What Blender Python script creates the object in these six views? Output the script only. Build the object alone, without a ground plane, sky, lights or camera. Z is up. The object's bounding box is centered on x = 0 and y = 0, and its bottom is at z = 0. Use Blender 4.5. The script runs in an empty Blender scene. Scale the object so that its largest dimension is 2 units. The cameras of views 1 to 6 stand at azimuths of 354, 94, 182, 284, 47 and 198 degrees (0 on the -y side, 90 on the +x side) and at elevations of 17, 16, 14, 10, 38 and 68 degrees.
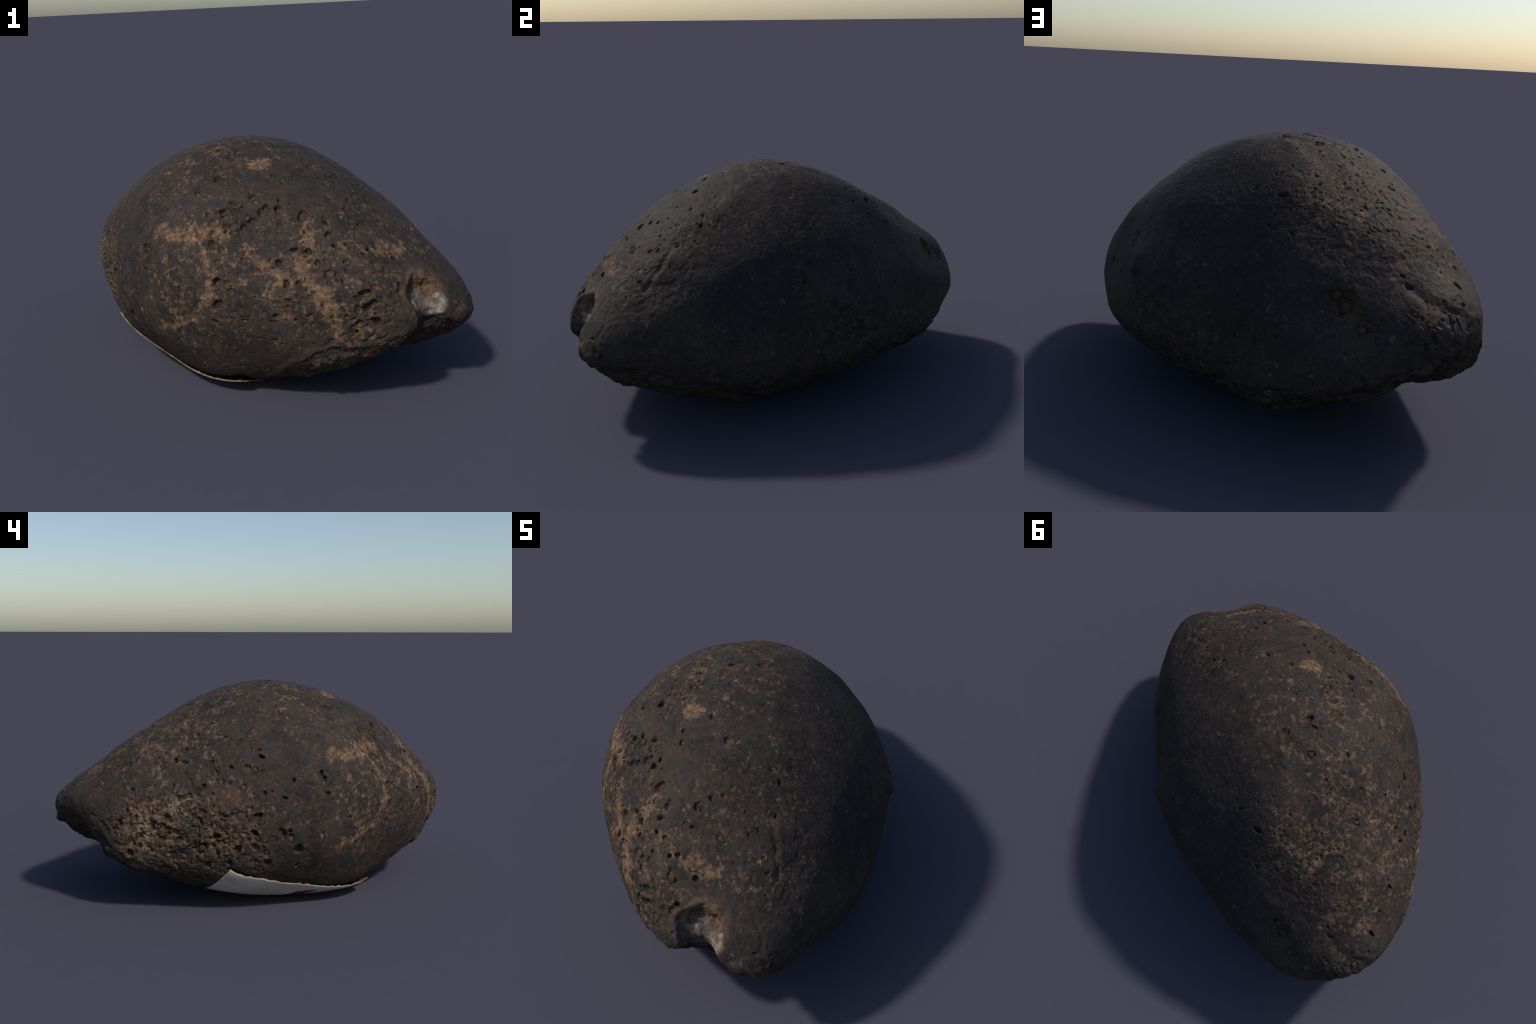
"""Fragment of a drilled, vesicular dark stone: a worn egg-shaped cobble, broken across
underneath, with half of a drilled hole at one end and a paper label glued to its belly."""
import bpy
import math
import numpy as np
from mathutils import Vector

SEED = 7
CENTRE = np.array([0.0, 0.0, 0.56])

# ---------------------------------------------------------------- overall shape
# An egg with its long axis in the ground plane, whose size is modulated by
# cross-sections taken at steps of the polar angle (0 = top, 180 = underside).
LONG_AXIS = math.radians(-53.0)
SEMI_AXES = np.array([1.08, 0.72, 0.58])

SECTIONS = {  # polar angle (degrees): scale of the egg every 15 degrees round the long axis
    0: (0.979,),
    15: (0.935, 0.929, 0.930, 0.928, 0.930, 0.931, 0.927, 0.923, 0.921, 0.915, 0.916, 0.925,
           0.921, 0.933, 0.952, 0.979, 0.996, 1.012, 1.024, 1.011, 0.996, 0.982, 0.963, 0.946),
    30: (0.886, 0.870, 0.870, 0.860, 0.867, 0.867, 0.861, 0.846, 0.839, 0.846, 0.855, 0.852,
           0.859, 0.883, 0.913, 0.948, 1.007, 1.040, 1.052, 1.014, 0.981, 0.958, 0.926, 0.906),
    45: (0.858, 0.848, 0.830, 0.813, 0.826, 0.838, 0.832, 0.813, 0.789, 0.800, 0.798, 0.812,
           0.826, 0.860, 0.898, 0.939, 0.982, 1.035, 1.063, 1.020, 0.976, 0.946, 0.908, 0.878),
    60: (0.860, 0.847, 0.835, 0.817, 0.824, 0.831, 0.836, 0.806, 0.774, 0.779, 0.782, 0.810,
           0.854, 0.899, 0.919, 0.919, 0.963, 1.019, 1.068, 1.045, 0.967, 0.927, 0.905, 0.878),
    75: (0.889, 0.906, 0.863, 0.854, 0.813, 0.826, 0.839, 0.827, 0.798, 0.791, 0.820, 0.855,
           0.918, 0.953, 0.955, 0.949, 0.976, 1.019, 1.084, 1.059, 0.988, 0.942, 0.930, 0.910),
    90: (0.980, 1.006, 0.968, 0.905, 0.837, 0.856, 0.903, 0.863, 0.844, 0.858, 0.871, 0.973,
           1.052, 1.054, 1.016, 1.001, 1.004, 1.043, 1.092, 1.084, 1.018, 1.001, 0.994, 1.000),
    105: (1.058, 1.137, 1.070, 1.012, 0.936, 0.919, 0.933, 0.928, 0.905, 0.919, 1.015, 1.072,
           1.025, 1.010, 1.071, 1.038, 1.035, 1.089, 1.135, 1.097, 1.052, 1.033, 1.043, 1.073),
    120: (0.984, 1.108, 1.085, 1.068, 1.054, 1.022, 1.003, 0.984, 0.985, 1.046, 1.053, 1.019,
           0.931, 1.002, 1.093, 1.088, 1.099, 1.133, 1.145, 1.138, 1.087, 1.088, 1.080, 1.042),
    135: (0.973, 1.038, 1.068, 1.021, 1.040, 1.018, 0.984, 0.987, 0.991, 1.044, 0.997, 0.929,
           0.922, 0.932, 0.964, 1.053, 1.107, 1.136, 1.160, 1.191, 1.138, 1.094, 1.061, 1.008),
    150: (0.994, 1.014, 1.036, 1.067, 1.030, 1.000, 0.945, 0.936, 0.959, 0.966, 0.945, 0.887,
           0.872, 0.882, 0.921, 0.974, 1.040, 1.081, 1.100, 1.104, 1.096, 1.064, 1.038, 1.008),
    165: (0.981, 0.983, 0.991, 0.979, 0.974, 0.953, 0.939, 0.927, 0.916, 0.914, 0.898, 0.892,
           0.889, 0.893, 0.904, 0.927, 0.943, 0.959, 0.971, 0.978, 0.978, 0.983, 0.981, 0.981),
    180: (0.933,),
}

# Edge of the broken underside: azimuth (degrees), height of the edge (metres).
BROKEN_EDGE = [(-180, 0.02), (-100, 0.02), (-90, 0.22), (-80, 0.33), (-68, 0.35), (-60, 0.41),
               (-45, 0.385), (-33, 0.345), (-17, 0.265), (-5, 0.235), (10, 0.18), (40, 0.19),
               (70, 0.22), (95, 0.27), (110, 0.33), (117, 0.40), (124, 0.455), (131, 0.475),
               (139, 0.485), (145, 0.46), (150, 0.34), (158, 0.24), (170, 0.06), (180, 0.02)]

# Half of a drilled hole: a vertical hourglass that bites into the rim at one end.
HOLE_AXIS = (0.634, -0.938)
HOLE_WAIST = 0.455

# Vesicles seen on each side: azimuth, polar angle (degrees from the centre), radius (mm).
PITS_FRONT = [
    (-84.8, 50.4, 14), (-94.4, 61.6, 19), (-90.1, 62.4, 15), (-88.6, 59.3, 12), (-84.9, 61.3, 9),
    (-81.4, 66, 27), (-77.6, 67, 8), (-64.6, 66.6, 19), (-63.8, 72.1, 9), (-74.8, 69.6, 14), (-75.2,
    73.3, 16), (-60.8, 63.7, 12), (-82.4, 77.4, 17), (-78.5, 80.5, 10), (-80.7, 80.6, 14), (-73.3,
    81.3, 12), (-74.8, 76.8, 12), (-65.5, 79.3, 13), (-67.7, 80, 11), (-58.9, 82.9, 15), (-75.5, 86,
    11), (-70.9, 88.8, 23), (-68.7, 87.7, 15), (-73.6, 89.7, 11), (-73.6, 92.3, 18), (-71.4, 91.9,
    20), (-69.6, 91, 16), (-68.1, 91.1, 8), (-69.9, 93.6, 10), (-69.8, 95.3, 21), (-73.8, 95.8, 12),
    (-76.2, 94.2, 10), (-73.9, 98.4, 10), (-90.2, 90.3, 13), (-84.7, 94.3, 15), (-90.1, 85.9, 18),
    (-87, 85.7, 13), (-93.8, 95, 12), (-111, 93, 25), (-113.4, 74.4, 22), (-142.7, 78.1, 13),
    (-141.5, 80.2, 13), (-156.9, 86.5, 11), (-140.8, 85.7, 12), (-132.4, 94.9, 11), (-153.5, 80.2,
    11), (-155.6, 98.2, 13), (-111.5, 85.9, 20), (-126.1, 55.5, 14), (-119.4, 47.6, 20), (-112.8,
    44.6, 20), (-111.8, 62.5, 15), (-91.6, 79.9, 15), (-99.9, 56, 16), (-102.9, 68.2, 17), (-110.6,
    64.7, 17), (-63, 89.6, 18), (-62.1, 88.2, 13), (-89.3, 46.6, 12), (-91.7, 58, 7), (-85, 66.9,
    10), (-90.2, 68.3, 10), (-118.3, 79.9, 12), (-111.7, 37.7, 14)
]
PITS_LEFT = [
    (-175.3, 65, 17), (-169.6, 68.2, 10), (-166.6, 68.4, 11), (-165.5, 70.9, 14), (-170.9, 75.4,
    20), (-165.2, 76.8, 12), (161.6, 74.4, 14), (165.1, 75, 15), (163.6, 69.6, 10), (175.1, 73.8,
    14), (179.1, 73.8, 11), (-177.1, 75.3, 12), (177.7, 77.3, 15), (-173, 72.7, 7), (169.2, 80.9,
    12), (174.1, 82.5, 13), (-160.9, 86.9, 8), (-166.8, 92.4, 20), (-168, 98.4, 18), (178.9, 99.4,
    19), (-166.8, 95.4, 8), (-158.3, 98.6, 25), (-152, 105.1, 26), (-174.1, 104.5, 25), (-168,
    103.7, 17), (171.7, 103.4, 12), (179.3, 105.3, 14), (-177.1, 109.4, 17), (-163.3, 109.8, 22),
    (-151.6, 112.2, 14), (153.7, 103, 19), (151.5, 103, 9), (157.6, 94.3, 17), (155.6, 92.6, 10),
    (154, 92.1, 10), (149, 93.3, 7), (149.9, 96.1, 10), (147.7, 78.3, 14), (136.1, 83.6, 14), (141,
    80.8, 9), (152.6, 85.2, 9), (166.1, 63.2, 10), (170.3, 57.2, 10), (-139.8, 63.3, 10), (163.8,
    92.7, 12), (164.3, 97.7, 12), (159.2, 103.2, 12), (-167.1, 42.9, 12), (-108.5, 59, 13), (177.5,
    85, 7), (-86.5, 76.6, 14)
]
PITS_RIGHT = [
    (-62.9, 43.2, 18), (-38, 52.9, 12), (-47.9, 52.1, 12), (-34.8, 57.9, 14), (-56.6, 62.3, 11),
    (-62.3, 67.1, 16), (-46.2, 72.1, 10), (-43.5, 71, 10), (-47.9, 66.4, 7), (-37.6, 68, 9), (-45.6,
    60.6, 7), (-53.6, 59.4, 8), (-40.6, 80.8, 12), (-41.5, 77.5, 10), (-38.4, 75.5, 7), (15.6, 79.1,
    19), (-8.4, 79.8, 12), (-3.7, 85, 8), (-10.1, 96.2, 17), (-10.8, 94, 8), (-21.6, 98.6, 8),
    (-43.4, 94, 10), (-41.4, 96.1, 17), (-40.8, 93.3, 6), (-40.2, 95, 8), (-39.8, 97.1, 10), (-25,
    81.6, 10), (29.1, 88.8, 14), (52.4, 91.2, 8), (72.5, 98.1, 9), (14.2, 89.1, 10), (4.2, 87.3, 8),
    (-17.1, 76.1, 7), (1.1, 68, 6), (-41.3, 84.8, 7), (-45.6, 88.2, 5), (1.7, 103.5, 10), (-6.1,
    98.7, 7)
]
PITS_BACK = [
    (112.4, 84.3, 17), (108, 87.3, 11), (108.1, 89.1, 13), (124.6, 82.7, 17), (124.7, 80.7, 9),
    (123.2, 87.9, 10), (124.2, 91.1, 17), (122.4, 92.4, 14), (121.3, 88.6, 7), (93.8, 65.7, 12),
    (91.8, 64.3, 8), (100, 68, 11), (82.9, 46.5, 13), (89.7, 99, 13), (91.5, 97.6, 6), (83.6, 88.1,
    9), (94.9, 96.5, 9), (111.3, 99.5, 17), (104.1, 98.7, 6), (68.4, 88.3, 9), (57.3, 95.9, 7),
    (81.9, 108.3, 14), (75.2, 107.4, 11), (70.4, 112.1, 11), (98.3, 105.6, 7), (160.7, 63.3, 7),
    (134.6, 59.7, 7), (144.2, 77.3, 7)
]
PITS_TOP = [
    (144.8, 5.6, 25), (-149.1, 15, 18), (-166.2, 16.9, 16), (-80.1, 36, 16), (-134.3, 29.2, 15),
    (97.5, 51.7, 20), (176.4, 34.3, 12), (163.6, 47.6, 13), (-129.5, 40.8, 18), (154.2, 53.6, 10),
]
GRAINS = [
    (-79.8, 69.9, 20), (-54.2, 73.6, 21), (-83.1, 80.1, 12), (-78, 83.8, 25), (-65.2, 83.7, 28),
    (-67, 93.6, 15), (-103, 77, 15), (-107.8, 87.2, 22), (-105.6, 70.2, 13), (-101.6, 65.1, 15),
    (-105.1, 59.8, 15), (-118.3, 32.3, 18), (-119.6, 39.5, 16), (-125.8, 43.8, 13), (-106.8, 83.7,
    13), (-167.9, 76, 15), (179.7, 80.8, 18), (-172.2, 82.7, 20), (-172.5, 92.6, 27), (-174.6, 99.5,
    22), (175.9, 97.5, 15), (-177.6, 101.3, 15), (-155.1, 101.2, 20), (174.2, 103.5, 25), (-163.7,
    105.9, 14), (168.1, 105.9, 19), (170.7, 108.3, 15), (154.4, 99, 14), (160.5, 90.9, 14), (154.6,
    89.4, 15), (142.1, 88.2, 12), (161.8, 95.7, 12), (156.2, 98.1, 15), (14.1, 83.3, 19), (10.7,
    79.9, 12), (-16.5, 97.2, 16), (-17.6, 98.9, 12), (109.8, 84.5, 24), (111.1, 87.1, 31), (114.2,
    87.7, 16), (112.9, 90.8, 22), (115, 90.2, 18), (122.3, 87.3, 16), (124.1, 88.9, 13), (129.2,
    88.1, 16), (155.8, 21.3, 20), (150.1, 55.1, 15)
]

# Swarms of small vesicles: centre (m), spread (m), how many, radius range (mm).
SWARMS = [
    ((-0.30, 0.30, 0.98), 0.22, 170, (5, 10)), ((-0.15, 0.48, 0.93), 0.13, 80, (5, 9)),
    ((-0.20, -0.05, 1.10), 0.16, 80, (5, 11)), ((-0.50, 0.55, 0.82), 0.20, 60, (5, 9)),
    ((-0.20, -0.30, 1.06), 0.13, 50, (6, 12)), ((-0.25, -0.60, 0.86), 0.12, 45, (6, 14)),
    ((-0.82, 0.08, 0.44), 0.24, 42, (9, 24)), ((-0.86, 0.35, 0.44), 0.15, 26, (9, 20)),
    ((-0.10, -0.80, 0.66), 0.30, 70, (6, 14)), ((-0.55, -0.35, 0.85), 0.25, 50, (5, 11)),
    ((-0.82, 0.10, 0.42), 0.28, 60, (6, 13)), ((-0.86, 0.38, 0.43), 0.16, 40, (6, 13)),
    ((-0.70, -0.12, 0.36), 0.14, 60, (6, 16)), ((-0.75, 0.10, 0.70), 0.25, 90, (5, 10)),
    ((0.20, -0.86, 0.66), 0.25, 90, (5, 11)), ((0.42, -0.93, 0.55), 0.10, 40, (6, 13)),
    ((-0.62, -0.45, 0.62), 0.20, 40, (5, 9)), ((0.45, -0.45, 0.87), 0.25, 60, (5, 8)),
    ((0.50, 0.20, 0.50), 0.40, 60, (5, 8)), ((0.00, 0.75, 0.50), 0.40, 60, (5, 8)),
    ((0.20, 0.65, 0.30), 0.25, 60, (5, 11)), ((-0.70, 0.83, 0.56), 0.10, 30, (6, 11)),
    ((-0.40, -0.75, 0.45), 0.20, 40, (5, 9)), ((0.0, -0.9, 0.5), 0.2, 40, (5, 10)),
]

# Irregular vugs made of several cavities: azimuth, polar angle, radius (mm).
VUGS = [(109.0, 84.6, 26), (110.8, 86.3, 30), (112.3, 85.0, 18), (113.4, 88.6, 17), (112.6, 90.8, 24), (-96, 63, 24),
        (-98, 59, 18), (-100, 66, 20)]

# Areas where the skin of the stone is flaky and lumpy: centre, radius, strength.
ROUGH = [
    ((-0.85, 0.12, 0.45), 0.21, 1.0), ((-0.87, 0.36, 0.44), 0.16, 1.0), ((-0.72, -0.14, 0.38), 0.12, .8),
    ((-0.22, -0.64, 0.86), 0.10, 0.9), ((-0.10, -0.50, 0.98), 0.10, 0.6), ((0.05, -0.88, 0.60), 0.22, 0.4),
    ((0.30, -0.95, 0.37), 0.18, 0.9), ((-0.68, 0.86, 0.56), 0.13, 0.7), ((0.66, -0.55, 0.72), 0.20, 0.35),
    ((-0.84, 0.17, 0.60), 0.10, 0.9), ((0.45, 0.45, 0.36), 0.25, 0.5), ((-0.45, 0.55, 0.85), 0.30, 0.3),
]

# Grooves and ledges: chains of points on the surface, half width and depth (mm).
GROOVES = [
    ([(0.549, -0.436, 0.846), (0.653, -0.515, 0.738), (0.741, -0.58, 0.655)], 14, 5),
    ([(0.697, -0.697, 0.646), (0.771, -0.723, 0.57), (0.828, -0.754, 0.484)], 12, 4),
    ([(-0.582, 0.813, 0.667), (-0.622, 0.851, 0.637), (-0.693, 0.865, 0.602), (-0.766, 0.834, 0.56)], 30, 9),
    ([(-0.325, -0.661, 0.762), (-0.29, -0.722, 0.677), (-0.32, -0.75, 0.574), (-0.373, -0.727, 0.466),
      (-0.446, -0.665, 0.402), (-0.553, -0.548, 0.349)], 16, 4),
    ([(-0.08, -0.822, 0.665), (-0.017, -0.843, 0.657), (-0.072, -0.861, 0.59), (-0.046, -0.888, 0.51),
      (0.023, -0.913, 0.46)], 14, 4),
    ([(0.063, -0.868, 0.659), (0.126, -0.919, 0.601), (0.182, -0.957, 0.515), (0.204, -0.959, 0.4)], 16, 4),
]

# Nodules standing out of the surface: centre, radius, height (mm).
NODULES = [((0.545, 0.345, 0.58), 48, 24), ((0.50, -0.16, 0.07), 50, 16), ((-0.61, 0.93, 0.42), 45, 18),
           ((0.78, -0.84, 0.40), 45, 14), ((-0.83, -0.02, 0.55), 30, 9),
           ((-0.84, 0.05, 0.42), 35, 10), ((-0.12, -0.78, 0.70), 26, 7), ((-0.20, -0.80, 0.60), 26, 7)]

# Corners of the glued label: exposed corner, the two next to it, and the hidden one.
LABEL = np.array([(-0.767, -0.04, 0.252), (-0.205, -0.645, 0.10), (-0.42, 0.26, 0.04), (0.12, -0.34, 0.03)])


# ---------------------------------------------------------------- small numeric tools
def smooth(e0, e1, x):
    t = np.clip((x - e0) / (e1 - e0), 0.0, 1.0)
    return t * t * (3 - 2 * t)


def gradient_noise(p, seed):
    """Perlin noise in three dimensions, about -1..1."""
    rng = np.random.default_rng(seed)
    perm = rng.permutation(256).astype(np.int32)
    grad = rng.normal(size=(256, 3)).astype(np.float32)
    grad /= np.linalg.norm(grad, axis=1)[:, None]
    base = np.floor(p).astype(np.int32)
    f = (p - base).astype(np.float32)
    w = f * f * f * (f * (f * 6 - 15) + 10)
    out = np.zeros(len(p), np.float32)
    for dx in (0, 1):
        hx = perm[(base[:, 0] + dx) & 255]
        wx = w[:, 0] if dx else 1 - w[:, 0]
        for dy in (0, 1):
            hy = perm[(hx + base[:, 1] + dy) & 255]
            wy = wx * (w[:, 1] if dy else 1 - w[:, 1])
            for dz in (0, 1):
                h = perm[(hy + base[:, 2] + dz) & 255]
                g = grad[h]
                d = g[:, 0] * (f[:, 0] - dx) + g[:, 1] * (f[:, 1] - dy) + g[:, 2] * (f[:, 2] - dz)
                out += d * wy * (w[:, 2] if dz else 1 - w[:, 2])
    return out * 1.5


def fractal(p, size, seed, octaves=3):
    """Sum of octaves of noise whose largest lumps measure `size` metres."""
    total, amp = 0, 1.0
    for k in range(octaves):
        total = total + amp * gradient_noise(p / size * 2 ** k + 17.3 * k, seed + k)
        amp *= 0.5
    return total


def section_surface():
    """Cubic B-spline through the cross-sections, closed over both poles."""
    rows = [np.array(SECTIONS[k]) for k in sorted(SECTIONS)]
    around = max(len(r) for r in rows)
    rows = np.array([np.resize(r, around) for r in rows])
    table = np.vstack([rows, np.roll(rows[1:-1][::-1], around // 2, 1)])
    f = np.fft.fft2(table)
    f /= ((4 + 2 * np.cos(2 * np.pi * np.fft.fftfreq(len(table)))) / 6)[:, None]
    f /= ((4 + 2 * np.cos(2 * np.pi * np.fft.fftfreq(around))) / 6)[None]
    return np.fft.ifft2(f).real, len(rows) - 1, around


SPLINE, STEPS_DOWN, STEPS_ROUND = section_surface()


def surface_radius(d):
    """Distance from CENTRE to the smooth stone in the unit directions d."""
    c, s = math.cos(LONG_AXIS), math.sin(LONG_AXIS)
    q = np.stack([c * d[:, 0] + s * d[:, 1], -s * d[:, 0] + c * d[:, 1], d[:, 2]], 1) / SEMI_AXES
    n = np.linalg.norm(q, axis=1)
    q = q / n[:, None]
    v = np.arccos(np.clip(q[:, 2], -1, 1)) / np.pi * STEPS_DOWN
    u = np.arctan2(q[:, 1], q[:, 0]) / (2 * np.pi) * STEPS_ROUND
    iu, iv = np.floor(u).astype(int), np.floor(v).astype(int)

    def weights(t):
        return ((1 - t) ** 3 / 6, (3 * t ** 3 - 6 * t * t + 4) / 6,
                (-3 * t ** 3 + 3 * t * t + 3 * t + 1) / 6, t ** 3 / 6)
    wu, wv = weights(u - iu), weights(v - iv)
    r = 0
    for a in range(4):
        for b in range(4):
            r = r + wv[a] * wu[b] * SPLINE[(iv + a - 1) % len(SPLINE), (iu + b - 1) % STEPS_ROUND]
    return r / n


def on_surface(points, lift=0.0):
    """Points moved along the ray from CENTRE onto the smooth stone."""
    q = np.asarray(points, float) - CENTRE
    d = q / np.linalg.norm(q, axis=1)[:, None]
    return CENTRE + d * (surface_radius(d) + lift)[:, None]


def direction(azimuth, polar):
    a, p = np.radians(azimuth), np.radians(polar)
    return np.stack([np.sin(p) * np.cos(a), np.sin(p) * np.sin(a), np.cos(p)], -1)


def chain_distance(p, chain):
    best = np.full(len(p), 9.0)
    for a, b in zip(np.array(chain[:-1]), np.array(chain[1:])):
        ab = b - a
        t = np.clip((p - a) @ ab / (ab @ ab), 0, 1)
        best = np.minimum(best, np.linalg.norm(p - a - t[:, None] * ab, axis=1))
    return best


# ---------------------------------------------------------------- the mesh of the whole stone
def cube_sphere(n):
    """Directions and quads of a cube with n x n cells a side, blown up to a sphere."""
    k = np.arange(n + 1)
    a, b = np.meshgrid(k, k, indexing="ij")
    pts, quads = [], []
    i, j = np.meshgrid(np.arange(n), np.arange(n), indexing="ij")
    cell = np.stack([i * (n + 1) + j, (i + 1) * (n + 1) + j, (i + 1) * (n + 1) + j + 1, i * (n + 1) + j + 1], -1)
    for axis in range(3):
        for side in (0, n):
            q = np.zeros((n + 1, n + 1, 3), np.int64)
            q[..., axis] = side
            q[..., (axis + 1) % 3] = a
            q[..., (axis + 2) % 3] = b
            c = cell.reshape(-1, 4)
            quads.append((c if side else c[:, ::-1]) + len(pts) * (n + 1) ** 2)
            pts.append(q.reshape(-1, 3))
    pts, quads = np.concatenate(pts), np.concatenate(quads)
    key = (pts[:, 0] * (n + 1) + pts[:, 1]) * (n + 1) + pts[:, 2]
    _, first, inverse = np.unique(key, return_index=True, return_inverse=True)
    d = np.tan((pts[first] / n * 2 - 1) * np.pi / 4)
    return d / np.linalg.norm(d, axis=1)[:, None], inverse.ravel()[quads]


def vertex_normals(v, quads):
    n = np.cross(v[quads[:, 2]] - v[quads[:, 0]], v[quads[:, 3]] - v[quads[:, 1]])
    out = np.zeros_like(v)
    for k in range(4):
        for c in range(3):
            out[:, c] += np.bincount(quads[:, k], n[:, c], len(v))
    return out / np.maximum(np.linalg.norm(out, axis=1), 1e-12)[:, None]


def hole_radius(z):
    return np.where(z > HOLE_WAIST, 0.082 + 0.48 * np.clip(z - HOLE_WAIST, 0, 0.09), 0.082 + 0.25 * (HOLE_WAIST - z))


def build_stone(n):
    rng = np.random.default_rng(SEED)
    d, quads = cube_sphere(n)
    # stretch the grid a little towards the long axis so that cells stay even
    stretch = np.array([math.cos(LONG_AXIS), math.sin(LONG_AXIS), 0])
    d = d + np.outer(d @ stretch, stretch) * 0.25 
    d /= np.linalg.norm(d, axis=1)[:, None]
    r = surface_radius(d)
    v = CENTRE + d * r[:, None]

    # the drilled half hole: shorten each ray to where it meets the hole
    near = np.where(np.hypot(v[:, 0] - HOLE_AXIS[0], v[:, 1] - HOLE_AXIS[1]) < 0.30)[0]
    near = near[v[near, 2] > 0.25]
    cut = r[near].copy()
    wobble = 0.008 * fractal(v[near], 0.07, 31)
    for s in np.linspace(1.0, 0.6, 100):
        p = CENTRE + d[near] * (r[near] * s)[:, None]
        rho = np.hypot(p[:, 0] - HOLE_AXIS[0], p[:, 1] - HOLE_AXIS[1])
        cut = np.where(rho < hole_radius(p[:, 2]) + wobble, r[near] * s, cut)
    hollow = np.zeros(len(v))
    hollow[near] = r[near] - cut
    touched = np.zeros(len(v), bool)
    touched[near] = True
    ring = quads[touched[quads].all(1)]
    for _ in range(6):  # round the rim of the hole
        total, count = np.zeros(len(v)), np.zeros(len(v))
        mean = hollow[ring].mean(1)
        for k in range(4):
            total += np.bincount(ring[:, k], mean, len(v))
            count += np.bincount(ring[:, k], minlength=len(v))
        hollow = np.where(count > 0, total / np.maximum(count, 1), hollow)
    r[near] -= hollow[near]
    v = CENTRE + d * r[:, None]
    spread = hollow.copy()
    for _ in range(30):
        mean = spread[ring].mean(1)
        total = sum(np.bincount(ring[:, k], mean, len(v)) for k in range(4))
        spread = np.where(count > 0, total / np.maximum(count, 1), spread)
    drilled = spread > 0.004 + 0.002 * gradient_noise(v / 0.03, 39)
    in_hole = smooth(0.003, 0.022, hollow + 0.006 * gradient_noise(v / 0.03, 37))

    # the label's bed is set in, so that the paper keeps the outline
    e1, e2 = LABEL[1] - LABEL[0], LABEL[2] - LABEL[0]
    g = np.linalg.inv(np.array([[e1 @ e1, e1 @ e2], [e1 @ e2, e2 @ e2]]))
    st = np.stack([(v - LABEL[0]) @ e1, (v - LABEL[0]) @ e2], 1) @ g
    edge = np.minimum(np.minimum(st[:, 0] + 0.02, 1.02 - st[:, 0]), np.minimum(st[:, 1] + 0.02, 1.02 - st[:, 1]))
    bed = smooth(-0.03, 0.04, edge) * (v[:, 2] < 0.4)

    nrm = vertex_normals(v, quads)
    move = -0.014 * bed

    # broken underside
    az = np.degrees(np.arctan2(v[:, 1], v[:, 0]))
    edge_az, edge_z = np.array(BROKEN_EDGE).T
    ragged = 0.030 * fractal(v, 0.12, 41, 4)
    below = np.interp(az, edge_az, edge_z) + ragged - v[:, 2]
    broken = smooth(-0.004, 0.012, below) * (1 - bed)
    lumps = fractal(v, 0.085, 51, 4)
    craggy = np.abs(fractal(v, 0.05, 57, 3))
    move += broken * (0.013 * lumps - 0.012 * craggy + 0.001)
    move += 0.006 * smooth(-0.06, -0.005, below) * (1 - smooth(-0.005, 0.01, below)) * (1 - bed) * (v[:, 2] > 0.1)

    # skin of the worn surface
    rough = np.zeros(len(v))
    for c, radius, strength in ROUGH:
        rough = np.maximum(rough, strength * np.exp(-((v - np.array(c)) ** 2).sum(1) / (radius * radius)))
    rough *= (1 - bed)
    warp = v + 0.02 * np.stack([gradient_noise(v / 0.08, 61 + k) for k in range(3)], 1)
    flakes = fractal(warp, 0.065, 71, 3)
    terrace = smooth(-0.12, 0.12, flakes) - 0.5
    skin = 0.0028 * fractal(v, 0.16, 81, 3) + 0.0012 * fractal(v, 0.022, 91, 3)
    skin += rough * (0.009 * terrace + 0.0035 * fractal(warp, 0.035, 101, 3) - 0.003)
    move += skin * (1 - 0.7 * bed)
    move += in_hole * 0.007 * fractal(v, 0.05, 111, 3)

    for chain, width, depth in GROOVES:
        dist = chain_distance(warp, on_surface(chain)) / (width / 1000.0)
        move -= depth / 1000.0 * np.exp(-dist * dist) * (1 - bed)

    for c, radius, height in NODULES:
        off = np.linalg.norm(warp - on_surface([c])[0], axis=1) / (radius / 1000.0)
        move += height / 1000.0 * (1 - smooth(0.35, 1.15, off)) * (1 - bed)

    # vesicles
    pits = [(on_surface(CENTRE + direction(a, p)[None])[0], s / 1000.0, steep)
            for side, steep in ((PITS_FRONT, 1.25), (PITS_LEFT, 1.2), (PITS_RIGHT, 0.7), (PITS_BACK, 0.85), (PITS_TOP, 0.8), (VUGS, 0.8))
            for a, p, s in side]
    pits += [(on_surface(CENTRE + direction(a, p)[None])[0], s / 1000.0 * 1.05, 0.6) for a, p, s in GRAINS]
    for c, spread, count, (lo, hi) in SWARMS:
        spots = on_surface(np.array(c) + rng.normal(size=(count, 3)) * spread * 0.62)
        sizes = lo + (hi - lo) * rng.random(count) ** 2.2
        pits += [(s, z / 1000.0, k) for s, z, k in zip(spots, sizes, rng.uniform(0.15, 0.65, count) + (0.35 if c[0] < 0.5 and (c[1] < -0.5 or c[0] < -0.65) else 0))]
    under = on_surface(CENTRE + direction(rng.uniform(-180, 180, 260), rng.uniform(95, 150, 260)))
    under_az = np.degrees(np.arctan2(under[:, 1], under[:, 0]))
    for s in under[under[:, 2] < np.interp(under_az, edge_az, edge_z)]:
        pits.append((s, rng.uniform(0.007, 0.022), 0.8))

    cell = np.floor(v / 0.06).astype(np.int64) + 100
    code = (cell[:, 0] * 400 + cell[:, 1]) * 400 + cell[:, 2]
    order = np.argsort(code, kind="stable")
    sorted_code = code[order]
    depth = np.zeros(len(v))
    floor = np.zeros(len(v))
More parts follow.
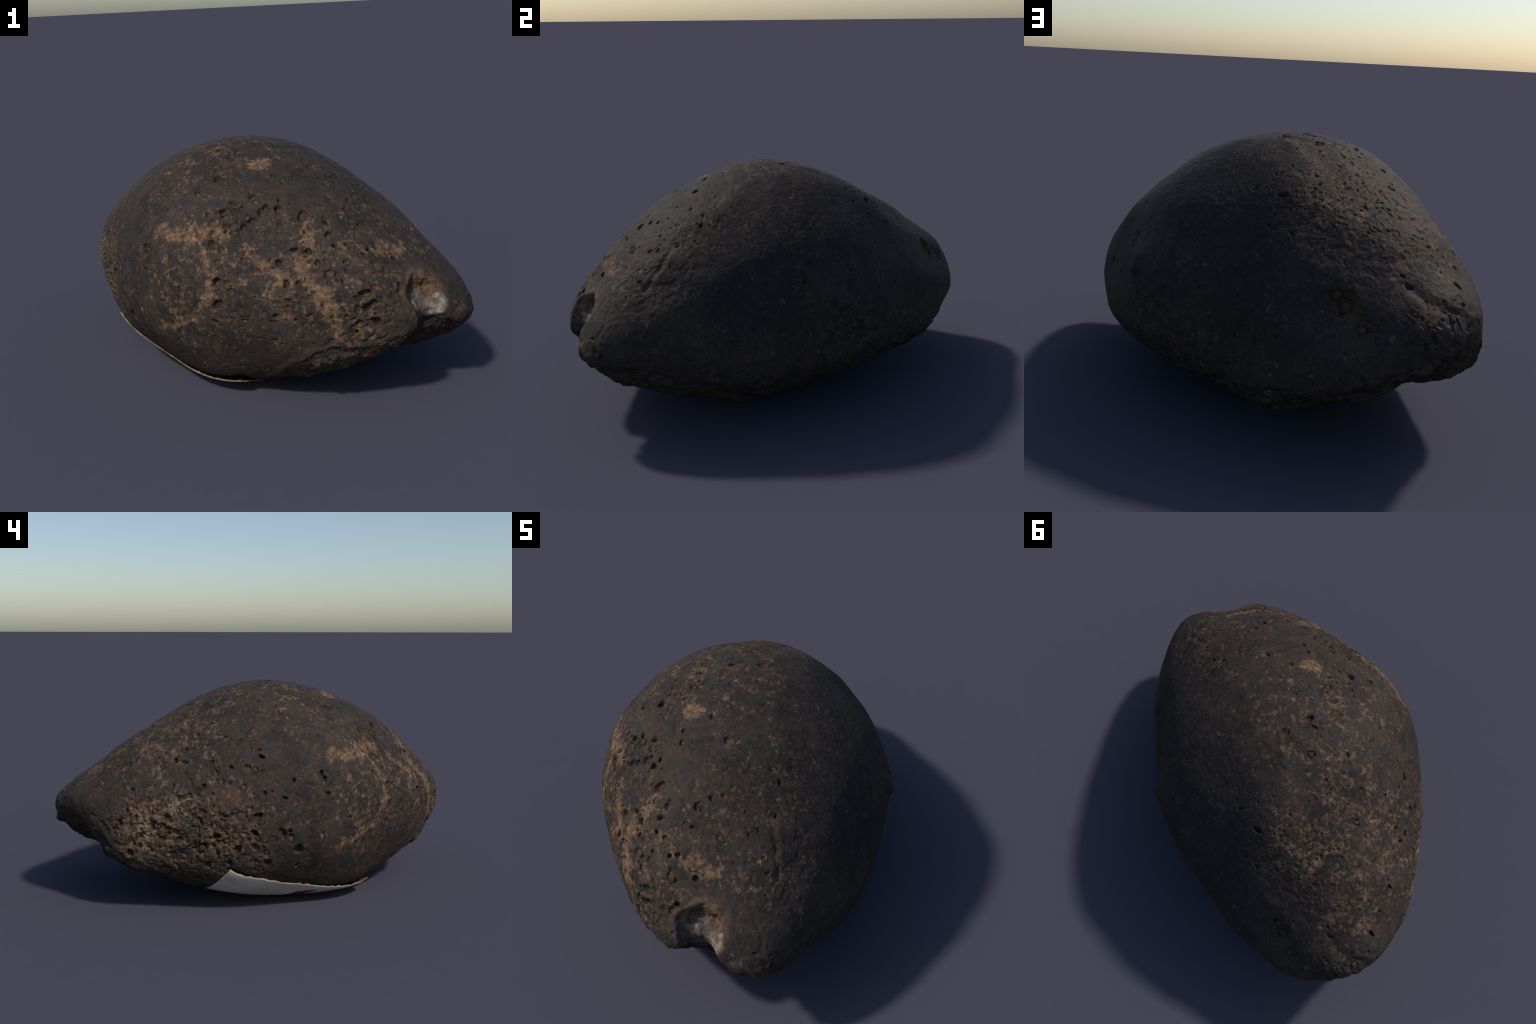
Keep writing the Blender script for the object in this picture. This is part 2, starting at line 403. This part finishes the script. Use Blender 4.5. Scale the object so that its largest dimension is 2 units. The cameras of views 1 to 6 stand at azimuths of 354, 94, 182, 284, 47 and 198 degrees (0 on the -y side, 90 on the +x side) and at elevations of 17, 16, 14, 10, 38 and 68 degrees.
    earthy = np.zeros(len(v))
    for centre, radius, steep in pits:
        c0 = np.floor(centre / 0.06).astype(np.int64) + 100
        group = []
        for dx in (-1, 0, 1):
            for dy in (-1, 0, 1):
                for dz in (-1, 0, 1):
                    k = ((c0[0] + dx) * 400 + c0[1] + dy) * 400 + c0[2] + dz
                    a, b = np.searchsorted(sorted_code, (k, k + 1))
                    if b > a:
                        group.append(order[a:b])
        aspect = rng.uniform(1.0, 1.7)
        turn = rng.uniform(0, math.pi)
        deep = radius * rng.uniform(0.45, 1.25) * steep
        filled = rng.random()
        phase = rng.uniform(0, 6.28, 3)
        if not group:
            continue
        idx = np.concatenate(group)
        off = v[idx] - centre
        keep = (off ** 2).sum(1) < (2.2 * radius) ** 2
        idx, off = idx[keep], off[keep]
        if len(idx) < 3:
            continue
        w = nrm[idx].mean(0)
        w /= np.linalg.norm(w)
        t1 = np.cross(w, (0.31, 0.52, 0.8))
        t1 /= np.linalg.norm(t1)
        t2 = np.cross(w, t1)
        x, y = off @ t1, off @ t2
        xr = (x * math.cos(turn) + y * math.sin(turn)) / math.sqrt(aspect)
        yr = (-x * math.sin(turn) + y * math.cos(turn)) * math.sqrt(aspect)
        ang = np.arctan2(yr, xr)
        rim = radius * (1 + 0.13 * np.sin(2 * ang + phase[0]) + 0.09 * np.sin(3 * ang + phase[1]) + 0.05 * np.sin(5 * ang + phase[2]))
        q = np.hypot(xr, yr) / rim
        bowl = (1 - smooth(0.45 + 0.15 * min(steep, 1.2), 1.25 - 0.15 * min(steep, 1.2), q)) * (0.8 + 0.2 * (1 - np.clip(q, 0, 1) ** 2))
        depth[idx] = np.maximum(depth[idx], bowl * deep)
        lined = (1 - smooth(0.80, 1.0, q))
        better = lined > floor[idx]
        floor[idx] = np.maximum(floor[idx], lined)
        earthy[idx] = np.where(better, filled, earthy[idx])
    depth *= (1 - bed)
    move -= depth * (1 - 0.5 * in_hole)

    v = v + nrm * move[:, None]
    v[:, 2] = np.maximum(v[:, 2], 0.004 + 0.004 * gradient_noise(v / 0.05, 121) * 0.5 + 0.002)
    return dict(v=v, quads=quads, normals=vertex_normals(v, quads), hollow=drilled, broken=broken,
                pit=floor * (1 - bed), earthy=earthy)


# ---------------------------------------------------------------- materials
class Nodes:
    """Short hand for building node trees."""

    def __init__(self, name):
        self.material = bpy.data.materials.new(name)
        self.material.use_nodes = True
        self.tree = self.material.node_tree
        self.tree.nodes.clear()
        self.out = self.tree.nodes.new("ShaderNodeOutputMaterial")
        self.bsdf = self.tree.nodes.new("ShaderNodeBsdfPrincipled")
        self.tree.links.new(self.bsdf.outputs[0], self.out.inputs[0])
        self.position = self.tree.nodes.new("ShaderNodeTexCoord").outputs["Object"]

    def put(self, socket, value):
        if isinstance(value, bpy.types.NodeSocket):
            self.tree.links.new(value, socket)
        elif isinstance(value, tuple) and len(value) == 3 and socket.type == "RGBA":
            socket.default_value = (*value, 1.0)
        else:
            socket.default_value = value

    def math(self, op, a, b=0.0, c=0.0, clamp=False):
        n = self.tree.nodes.new("ShaderNodeMath")
        n.operation = op
        n.use_clamp = clamp
        for s, x in zip(n.inputs, (a, b, c)):
            self.put(s, x)
        return n.outputs[0]

    def vector(self, op, a, b=(0, 0, 0)):
        n = self.tree.nodes.new("ShaderNodeVectorMath")
        n.operation = op
        self.put(n.inputs[0], a)
        if op == "SCALE":
            self.put(n.inputs["Scale"], b)
        else:
            self.put(n.inputs[1], b)
        return n.outputs["Value"] if op in ("DOT_PRODUCT", "LENGTH", "DISTANCE") else n.outputs["Vector"]

    def noise(self, scale, detail=4.0, rough=0.55, at=None, distortion=0.0, colour=False):
        n = self.tree.nodes.new("ShaderNodeTexNoise")
        self.put(n.inputs["Vector"], at or self.position)
        n.inputs["Scale"].default_value = scale
        n.inputs["Detail"].default_value = detail
        n.inputs["Roughness"].default_value = rough
        n.inputs["Distortion"].default_value = distortion
        return n.outputs["Color" if colour else "Fac"]

    def voronoi(self, scale, feature="F1", at=None):
        n = self.tree.nodes.new("ShaderNodeTexVoronoi")
        n.feature = feature
        self.put(n.inputs["Vector"], at or self.position)
        n.inputs["Scale"].default_value = scale
        return n.outputs

    def ramp(self, fac, stops):
        n = self.tree.nodes.new("ShaderNodeValToRGB")
        self.put(n.inputs[0], fac)
        e = n.color_ramp.elements
        e[0].position, e[-1].position = stops[0][0], stops[-1][0]
        e[0].color, e[-1].color = (*stops[0][1], 1), (*stops[-1][1], 1)
        for p, c in stops[1:-1]:
            e.new(p).color = (*c, 1)
        return n.outputs[0]

    def step(self, x, lo, hi):
        n = self.tree.nodes.new("ShaderNodeMapRange")
        n.interpolation_type = "SMOOTHSTEP"
        self.put(n.inputs["Value"], x)
        n.inputs["From Min"].default_value = lo
        n.inputs["From Max"].default_value = hi
        return n.outputs[0]

    def mix(self, fac, a, b):
        n = self.tree.nodes.new("ShaderNodeMix")
        n.data_type = "RGBA"
        self.put(n.inputs["Factor"], fac)
        self.put(n.inputs[6], a)
        self.put(n.inputs[7], b)
        return n.outputs[2]

    def blob(self, centre, radius, at=None):
        """1 at the centre falling smoothly to 0 at the radius."""
        d = self.vector("DISTANCE", at or self.position, tuple(centre))
        return self.step(d, radius, radius * 0.25)

    def highest(self, values):
        out = values[0]
        for x in values[1:]:
            out = self.math("MAXIMUM", out, x)
        return out

    def finish(self, colour, rough, bump=None, strength=0.4, distance=0.004, ior=1.11):
        self.put(self.bsdf.inputs["Base Color"], colour)
        self.put(self.bsdf.inputs["Roughness"], rough)
        self.bsdf.inputs["IOR"].default_value = ior
        if bump is not None:
            b = self.tree.nodes.new("ShaderNodeBump")
            b.inputs["Strength"].default_value = strength
            b.inputs["Distance"].default_value = distance
            self.put(b.inputs["Height"], bump)
            self.put(self.bsdf.inputs["Normal"], b.outputs[0])
        return self.material


def segment_group():
    """Node group: distance from a point to a segment."""
    t = bpy.data.node_groups.new("distance_to_segment", "ShaderNodeTree")
    for name in ("P", "A", "B"):
        t.interface.new_socket(name, in_out="INPUT", socket_type="NodeSocketVector")
    t.interface.new_socket("Distance", in_out="OUTPUT", socket_type="NodeSocketFloat")
    i, o = t.nodes.new("NodeGroupInput"), t.nodes.new("NodeGroupOutput")

    def vec(op, a, b):
        n = t.nodes.new("ShaderNodeVectorMath")
        n.operation = op
        t.links.new(a, n.inputs[0])
        t.links.new(b, n.inputs["Scale"] if op == "SCALE" else n.inputs[1])
        return n.outputs["Value"] if op in ("DOT_PRODUCT", "DISTANCE") else n.outputs["Vector"]
    pa, ba = vec("SUBTRACT", i.outputs["P"], i.outputs["A"]), vec("SUBTRACT", i.outputs["B"], i.outputs["A"])
    h = t.nodes.new("ShaderNodeMath")
    h.operation, h.use_clamp = "DIVIDE", True
    t.links.new(vec("DOT_PRODUCT", pa, ba), h.inputs[0])
    t.links.new(vec("DOT_PRODUCT", ba, ba), h.inputs[1])
    t.links.new(vec("DISTANCE", pa, vec("SCALE", ba, h.outputs[0])), o.inputs[0])
    return t


# Earth-coloured veins: chains of points, half width (m).
VEINS = [
    ([(-0.553, -0.548, 0.355), (-0.45, -0.66, 0.404), (-0.378, -0.724, 0.468), (-0.324, -0.75, 0.56),
      (-0.31, -0.722, 0.65), (-0.335, -0.664, 0.74)], 0.020),
    ([(-0.52, -0.507, 0.80), (-0.39, -0.611, 0.804), (-0.26, -0.673, 0.815)], 0.034),
    ([(-0.15, -0.747, 0.761), (-0.08, -0.822, 0.665), (-0.017, -0.843, 0.657), (-0.072, -0.861, 0.59),
      (-0.046, -0.888, 0.51), (0.023, -0.913, 0.46)], 0.018),
    ([(0.125, -0.738, 0.84), (0.091, -0.814, 0.743), (0.063, -0.868, 0.659), (0.126, -0.919, 0.601),
      (0.182, -0.957, 0.515), (0.204, -0.959, 0.40)], 0.026),
    ([(0.40, -0.80, 0.70), (0.50, -0.75, 0.70), (0.60, -0.70, 0.66)], 0.030),
]

# Where brown earth clings to the stone: centre, radius, amount.
EARTH = [
    ((-0.035, -0.40, 1.057), 0.09, 0.42), ((-0.86, 0.33, 0.45), 0.30, 0.30), ((-0.80, 0.0, 0.45), 0.40, 0.20),
    ((-0.35, -0.65, 0.60), 0.55, 0.14), ((-0.50, 0.35, 0.88), 0.60, 0.18), ((-0.25, -0.10, 1.05), 0.65, 0.13), ((-0.62, 0.65, 0.78), 0.30, 0.20), ((-0.35, 0.45, 0.92), 0.35, 0.20), ((0.66, -0.60, 0.70), 0.30, 0.13), ((-0.15, -0.15, 1.08), 0.42, 0.15),
    ((0.15, -0.88, 0.60), 0.45, 0.14), ((0.50, -0.65, 0.75), 0.40, 0.13), ((0.45, -0.40, 0.90), 0.40, 0.10), ((0.30, -0.95, 0.37), 0.18, 0.25),
    ((0.60, -0.85, 0.58), 0.12, 0.20), ((-0.60, 0.82, 0.66), 0.15, 0.15),
]


def stone_colour(n, earth_bias=0.0):
    """Charcoal stone with brown earth in veins, speckles and patches."""
    warped = n.vector("ADD", n.position, n.vector("SCALE", n.vector("SUBTRACT", n.noise(7, 4, 0.6, colour=True), (0.5, 0.5, 0.5)), 0.10))
    broad = n.noise(4.0, 6, 0.65)
    fine = n.noise(62, 4, 0.7, distortion=0.5)
    tint = n.math("ADD", n.math("MULTIPLY", broad, 0.55), n.math("MULTIPLY", fine, 0.45))
    stone = n.ramp(tint, [(0.36, STONE_DARK), (0.50, STONE_MID), (0.63, STONE_LIGHT)])
    hue = n.noise(34, 3, 0.6, at=n.vector("ADD", n.position, (7.7, 2.2, 4.1)))
    stone = n.mix(n.math("MULTIPLY", n.step(hue, 0.50, 0.66), 0.6), stone, (0.048, 0.033, 0.027))
    stone = n.mix(n.math("MULTIPLY", n.step(hue, 0.48, 0.36), 0.5), stone, (0.0210, 0.0192, 0.0180))
    # brown patina in soft blotches
    patina = n.step(n.noise(16, 6, 0.72, at=n.vector("ADD", n.position, (1.3, 9.1, 3.7)), distortion=0.6), 0.47, 0.62)
    stone = n.mix(n.math("MULTIPLY", patina, 0.55), stone, (0.062, 0.043, 0.032))
    # darker, cooler stone tone in three patches on the far side
    skin = n.highest([n.blob((0.25, 0.55, 0.80), 0.55), n.blob((0.60, -0.05, 0.65), 0.40), n.blob((0.05, 0.85, 0.55), 0.45)])
    stone = n.mix(n.math("MULTIPLY", skin, 0.55), stone, FAR_TONE)
    # speckles of earth, thicker in some areas
    group = segment_group() if "distance_to_segment" not in bpy.data.node_groups else bpy.data.node_groups["distance_to_segment"]
    veins = []
    for chain, width in VEINS:
        best = None
        for a, b in zip(chain[:-1], chain[1:]):
            g = n.tree.nodes.new("ShaderNodeGroup")
            g.node_tree = group
            n.put(g.inputs["P"], n.vector("ADD", n.position, n.vector("SCALE", n.vector("SUBTRACT", n.noise(14, 5, 0.7, colour=True), (0.5, 0.5, 0.5)), 0.13)) if best is None else g_position)
            if best is None:
                g_position = g.inputs["P"].links[0].from_socket
            g.inputs["A"].default_value, g.inputs["B"].default_value = a, b
            best = g.outputs[0] if best is None else n.math("MINIMUM", best, g.outputs[0])
        veins.append(n.step(best, width * 2.0, width * 0.2))
    vein = n.highest(veins)
    zones = None
    for c, r, amount in EARTH:
        z = n.math("MULTIPLY", n.blob(c, r, warped), amount)
        zones = z if zones is None else n.math("MAXIMUM", zones, z)
    speck = n.math("ADD", n.math("MULTIPLY", n.noise(48, 4, 0.7, distortion=0.5), 0.52), n.math("MULTIPLY", n.noise(15, 5, 0.72, distortion=0.4), 0.48))
    cover = n.math("ADD", n.math("ADD", speck, n.math("MULTIPLY", zones, 0.42)), n.math("MULTIPLY", vein, 0.135))
    earth = n.step(n.math("ADD", cover, earth_bias), 0.55, 0.67)
    earth_tone = n.ramp(n.noise(44, 4, 0.65), [(0.35, EARTH_DARK), (0.52, EARTH_MID), (0.68, EARTH_LIGHT)])
    colour = n.mix(n.math("MULTIPLY", earth, 0.85), stone, earth_tone)
    # rusty spots
    rust = n.math("MULTIPLY", n.step(n.noise(12, 3, 0.5, at=n.vector("ADD", n.position, (3.1, 1.7, 5.2))), 0.66, 0.74), 0.5)
    rust = n.math("MAXIMUM", rust, n.math("MULTIPLY", n.blob((-0.80, -0.03, 0.61), 0.10, warped), 0.45))
    colour = n.mix(rust, colour, (0.085, 0.040, 0.028))
    # grey bloom low on the right side, pale mineral on the left
    bloom = n.math("MULTIPLY", n.highest([n.blob((0.52, 0.39, 0.42), 0.24, warped), n.blob((0.30, 0.62, 0.32), 0.26, warped),
                   n.blob((0.415, 0.39, 0.714), 0.08, warped), n.blob((0.33, 0.515, 0.66), 0.08, warped), n.blob((0.18, 0.42, 0.88), 0.12, warped)]),
                   n.step(n.noise(26, 5, 0.7), 0.48, 0.68))
    colour = n.mix(n.math("MULTIPLY", bloom, 0.55), colour, (0.092, 0.086, 0.081))
    mineral = n.math("MULTIPLY", n.highest([n.blob((-0.85, 0.18, 0.585), 0.10, warped), n.blob((-0.88, 0.36, 0.45), 0.13, warped)]),
                     n.step(n.noise(30, 4, 0.7), 0.46, 0.60))
    colour = n.mix(n.math("MULTIPLY", mineral, 0.7), colour, (0.21, 0.165, 0.105))
    # pale grey flecks, everywhere
    fleck = n.step(n.noise(80, 3, 0.6, at=n.vector("ADD", n.position, (5.5, 0.7, 8.3)), distortion=0.4), 0.60, 0.70)
    fleck = n.math("MULTIPLY", fleck, n.step(n.noise(8, 4, 0.65), 0.40, 0.60))
    colour = n.mix(n.math("MULTIPLY", fleck, 0.5), colour, (0.100, 0.084, 0.072))
    # tiny pale crystals and lint
    v = n.voronoi(95)
    few = n.math("GREATER_THAN", n.tree_separate(v["Color"]), 0.95)
    crystal = n.math("MULTIPLY", n.step(v["Distance"], 0.24, 0.12), few)
    crystal = n.math("MULTIPLY", crystal, n.step(n.noise(6, 2, 0.5), 0.45, 0.60))
    colour = n.mix(n.math("MULTIPLY", crystal, 0.45), colour, (0.20, 0.20, 0.20))
    return colour, earth


def tree_separate(self, colour):
    s = self.tree.nodes.new("ShaderNodeSeparateColor")
    self.put(s.inputs[0], colour)
    return s.outputs[0]


Nodes.tree_separate = tree_separate

STONE_DARK, STONE_MID, STONE_LIGHT = (0.020, 0.018, 0.018), (0.034, 0.029, 0.027), (0.052, 0.042, 0.037)
FAR_TONE = (0.022, 0.021, 0.022)
EARTH_DARK, EARTH_MID, EARTH_LIGHT = (0.078, 0.048, 0.032), (0.150, 0.090, 0.054), (0.255, 0.168, 0.108)


def grain_bump(n):
    return n.math("ADD", n.noise(120, 4, 0.65), n.math("MULTIPLY", n.noise(40, 3, 0.6), 0.8))


def drill_dust(n, base):
    """Earth, chalky bruising and slate-grey polish in and around the drilled hole."""
    warped = n.vector("ADD", n.position, n.vector("SCALE", n.vector("SUBTRACT", n.noise(12, 4, 0.6, colour=True), (0.5, 0.5, 0.5)), 0.08))
    rim = n.ramp(n.noise(24, 4, 0.6), [(0.35, (0.06, 0.041, 0.029)), (0.55, (0.135, 0.086, 0.054)), (0.70, (0.20, 0.138, 0.09))])
    dusty = n.math("MULTIPLY", n.blob((0.60, -0.88, 0.54), 0.165, warped), n.step(n.noise(15, 4, 0.6), 0.64, 0.48))
    colour = n.mix(n.math("MULTIPLY", dusty, 1.2, clamp=True), base, rim)
    pale = n.highest([n.blob((0.665, -0.86, 0.47), 0.072, warped), n.blob((0.57, -0.865, 0.50), 0.04, warped)])
    chalk = n.ramp(n.noise(30, 4, 0.65), [(0.36, (0.085, 0.075, 0.068)), (0.50, (0.19, 0.148, 0.112)), (0.66, (0.34, 0.275, 0.22))])
    colour = n.mix(n.step(pale, 0.15, 0.6), colour, chalk)
    slate = n.math("MULTIPLY", n.blob((0.565, -0.89, 0.46), 0.11, warped), n.step(n.noise(17, 3, 0.6), 0.42, 0.54))
    colour = n.mix(n.math("MULTIPLY", slate, 0.85), colour, (0.075, 0.078, 0.085))
    return colour


def worn_stone():
    n = Nodes("worn_stone")
    colour, earth = stone_colour(n)
    colour = drill_dust(n, colour)
    rough = n.math("ADD", n.math("MULTIPLY", earth, 0.26), n.math("MULTIPLY_ADD", n.noise(20, 3, 0.6), 0.14, 0.44))
    return n.finish(colour, rough, grain_bump(n), 0.35)


def broken_stone():
    n = Nodes("broken_stone")
    colour, earth = stone_colour(n, 0.035)
    colour = n.mix(n.step(n.noise(14, 5, 0.65), 0.45, 0.65), colour, (0.062, 0.047, 0.031))
    return n.finish(colour, 0.85, grain_bump(n), 0.6)


def hollow_stone():
    n = Nodes("hollow_stone")
    base, _ = stone_colour(n, 0.0)
    colour = drill_dust(n, base)
    return n.finish(colour, 0.8, grain_bump(n), 0.5)


def shaded_pit_lining():
    n = Nodes("shaded_pit_lining")
    tone = n.ramp(n.noise(17, 5, 0.68), [(0.36, (0.022, 0.017, 0.014)), (0.50, (0.052, 0.034, 0.023)), (0.66, (0.125, 0.076, 0.046))])  # brown earth; the dark tones paint the pits' shadow into the colour
    return n.finish(tone, 0.85, grain_bump(n), 0.5)


def grain_material():
    n = Nodes("grain_mineral")
    info = n.tree.nodes.new("ShaderNodeObjectInfo")
    own = n.ramp(info.outputs["Random"], [(0.0, (0.058, 0.039, 0.027)), (0.35, (0.080, 0.054, 0.036)), (0.7, (0.110, 0.076, 0.050)), (1.0, (0.105, 0.054, 0.036))])
    spots = n.step(n.noise(45, 4, 0.65), 0.42, 0.62)
    return n.finish(n.mix(spots, own, n.mix(0.5, own, (0.045, 0.036, 0.028))), 0.75, grain_bump(n), 0.5)


def paper_material():
    n = Nodes("aged_paper")
    stain = n.ramp(n.noise(7, 5, 0.6), [(0.38, (0.55, 0.53, 0.50)), (0.56, (0.50, 0.46, 0.40)), (0.72, (0.36, 0.29, 0.21))])
    flecks = n.step(n.noise(40, 3, 0.6), 0.68, 0.76)
    colour = n.mix(n.math("MULTIPLY", flecks, 0.5), stain, (0.20, 0.13, 0.085))
    return n.finish(colour, 0.8, n.noise(90, 3, 0.5), 0.15)


def paper_edge_material():
    n = Nodes("glue_brown_paper_edge")
    tone = n.ramp(n.noise(30, 4, 0.6), [(0.35, (0.10, 0.066, 0.036)), (0.55, (0.22, 0.16, 0.10)), (0.70, (0.45, 0.38, 0.29))])
    return n.finish(tone, 0.8)


def ink_material():
    n = Nodes("red_ink")
    tone = n.ramp(n.noise(50, 3, 0.6), [(0.3, (0.16, 0.010, 0.018)), (0.7, (0.28, 0.030, 0.040))])
    return n.finish(tone, 0.7)


# ---------------------------------------------------------------- objects
def make_mesh(name, verts, faces, materials, slots=None, normals=None):
    """Mesh from arrays; all faces have the same number of corners."""
    me = bpy.data.meshes.new(name)
    k = faces.shape[1]
    me.vertices.add(len(verts))
    me.vertices.foreach_set("co", np.ascontiguousarray(verts, np.float32).ravel())
    me.loops.add(faces.size)
    me.loops.foreach_set("vertex_index", np.ascontiguousarray(faces, np.int32).ravel())
    me.polygons.add(len(faces))
    me.polygons.foreach_set("loop_start", np.arange(0, faces.size, k, dtype=np.int32))
    me.polygons.foreach_set("use_smooth", np.ones(len(faces), bool))
    for m in materials:
        me.materials.append(m)
    if slots is not None:
        me.polygons.foreach_set("material_index", np.ascontiguousarray(slots, np.int32))
    me.update(calc_edges=True)
    me.validate()
    if normals is not None:
        me.normals_split_custom_set_from_vertices(np.ascontiguousarray(normals, np.float32))
    return me


def add(name, mesh, parent):
    ob = bpy.data.objects.new(name, mesh)
    bpy.context.scene.collection.objects.link(ob)
    ob.parent = parent
    return ob


def stone_parts(root):
    s = build_stone(430)
    lining = shaded_pit_lining()
    q = s["quads"]
    pit = s["pit"][q].mean(1)
    earthy = s["earthy"][q].mean(1)
    hollow = s["hollow"][q].mean(1) > 0.5
    broken = (s["broken"][q].mean(1) > 0.5) & ~hollow
    lined = (pit > 0.5) & (earthy > 0.25)
    for name, mask, material in (("worn_surface", ~(hollow | broken), worn_stone()),
                                 ("broken_face", broken, broken_stone()),
                                 ("drilled_hollow", hollow, hollow_stone())):
        faces = q[mask]
        used, local = np.unique(faces, return_inverse=True)
        mesh = make_mesh(name, s["v"][used], local.reshape(faces.shape), (material, lining),
                         lined[mask].astype(np.int32), s["normals"][used])
        add(name, mesh, root)


def lumpy_grain(seed):
    """A squarish worn crystal about 2 units across."""
    d, quads = cube_sphere(20)
    r = 1 / (np.abs(d) ** 2.5).sum(1) ** (1 / 2.5)
    r = r * (1 + 0.16 * fractal(d, 0.9, seed, 3))
    return d * r[:, None], quads


def grains(root):
    rng = np.random.default_rng(SEED + 5)
    material = grain_material()
    kinds = []
    for k in range(5):
        v, f = lumpy_grain(300 + 11 * k)
        kinds.append(make_mesh("mineral_grain", v, f, (material,)))
    for i, (a, p, size) in enumerate(GRAINS):
        c = on_surface(CENTRE + direction(a, p)[None])[0]
        e = [on_surface(CENTRE + direction(a + da, p + dp)[None])[0] for da, dp in ((1, 0), (0, 1))]
        nrm = np.cross(e[1] - c, e[0] - c)
        nrm /= np.linalg.norm(nrm)
        if nrm @ (c - CENTRE) < 0:
            nrm = -nrm
        ob = bpy.data.objects.new("mineral_grain", kinds[i % len(kinds)])
        bpy.context.scene.collection.objects.link(ob)
        ob.parent = root
        s = size / 1000.0
        ob.scale = (s * rng.uniform(0.62, 0.82), s * rng.uniform(0.62, 0.82), s * rng.uniform(0.42, 0.55))
        ob.rotation_mode = "QUATERNION"
        turn = Vector((0, 0, 1)).rotation_difference(Vector(nrm))
        spin = Vector((1, 0, 0)).rotation_difference(Vector((math.cos(rng.uniform(0, 6.28)), math.sin(rng.uniform(0, 6.28)), 0)).normalized())
        ob.rotation_quaternion = turn @ spin
        ob.location = Vector(c - nrm * s * rng.uniform(0.42, 0.60))


def label_point(s, t):
    """Point of the glued sheet; s runs along the exposed edge, t goes under the stone."""
    a, b, c, d = LABEL
    p = ((1 - s) * (1 - t))[:, None] * a + (s * (1 - t))[:, None] * b + ((1 - s) * t)[:, None] * c + (s * t)[:, None] * d
    bow = 4 * s * (1 - s) * (1 - t)
    p = p + bow[:, None] * np.array([-0.045, -0.03, -0.05])
    curl = smooth(0.75, 1.0, s) * smooth(0.5, 0.0, t)
    lift = 0.003 + 0.010 * smooth(0.25, 0.0, t) * smooth(0.1, 0.5, s) + 0.012 * curl
    wave = 0.004 * np.sin(9 * s + 1.0) * smooth(0.4, 0.0, t)
    p = on_surface(p, lift + wave)
    p[:, 2] = np.maximum(p[:, 2], 0.0)
    return p


def sheet(name, s, t, thick, lift, materials):
    """Closed thin sheet over a grid of label coordinates (rows x columns)."""
    rows, cols = s.shape
    face = label_point(s.ravel(), t.ravel())
    q = face - CENTRE
    out = q / np.linalg.norm(q, axis=1)[:, None]
    outer, inner = face + out * lift, face + out * (lift - thick)
    outer[:, 2] = np.maximum(outer[:, 2], 0.0005 if lift <= 0 else 0.0)
    inner[:, 2] = np.maximum(inner[:, 2], outer[:, 2] + thick * 0.5)
    i, j = np.meshgrid(np.arange(rows - 1), np.arange(cols - 1), indexing="ij")
    a = (i * cols + j).ravel()
    top = np.stack([a, a + cols, a + cols + 1, a + 1], 1)
    bottom = top[:, ::-1] + rows * cols
    loop = np.concatenate([np.arange(cols), np.arange(1, rows) * cols + cols - 1,
                           (rows - 1) * cols + np.arange(cols - 2, -1, -1), np.arange(rows - 2, 0, -1) * cols])
    nxt = np.roll(loop, -1)
    side = np.stack([loop, nxt, nxt + rows * cols, loop + rows * cols], 1)
    faces = np.concatenate([top, bottom, side])
    slots = np.concatenate([np.zeros(len(top)), np.ones(len(bottom) + len(side))])
    return make_mesh(name, np.concatenate([outer, inner]), faces, materials, np.minimum(slots, len(materials) - 1))


def label(root):
    rng = np.random.default_rng(SEED + 9)
    s, t = np.meshgrid(np.linspace(0, 1, 140), np.linspace(0, 1, 70))
    fray = 0.012 * np.interp(np.linspace(0, 1, 140), np.linspace(0, 1, 40), rng.normal(size=40))
    t = t + (1 - t) ** 6 * fray[None]
    paper = add("paper_label", sheet("paper_label", s, t, 0.006, 0.0, (paper_material(), paper_edge_material())), root)
    # a brush stroke of red ink: a ragged spindle across the sheet
    u, w = np.meshgrid(np.linspace(0, 1, 60), np.linspace(-1, 1, 14))
    half = 0.035 * np.sin(np.pi * u) ** 0.8 * (1 + 0.35 * np.interp(u, np.linspace(0, 1, 15), rng.normal(size=15)))
    mark = sheet("ink_mark", 0.62 - 0.16 * u + half * w * 0.6, 0.13 + 0.34 * u + half * w, 0.0012, 0.0010, (ink_material(),))
    add("ink_mark", mark, paper)


def main():
    root = bpy.data.objects.new("drilled_stone", None)
    bpy.context.scene.collection.objects.link(root)
    root.empty_display_size = 0.2
    root["label"] = "dark pitted stone fragment with half a drilled hole"
    root["category"] = "stone artefact"
    stone_parts(root)
    grains(root)
    label(root)


main()
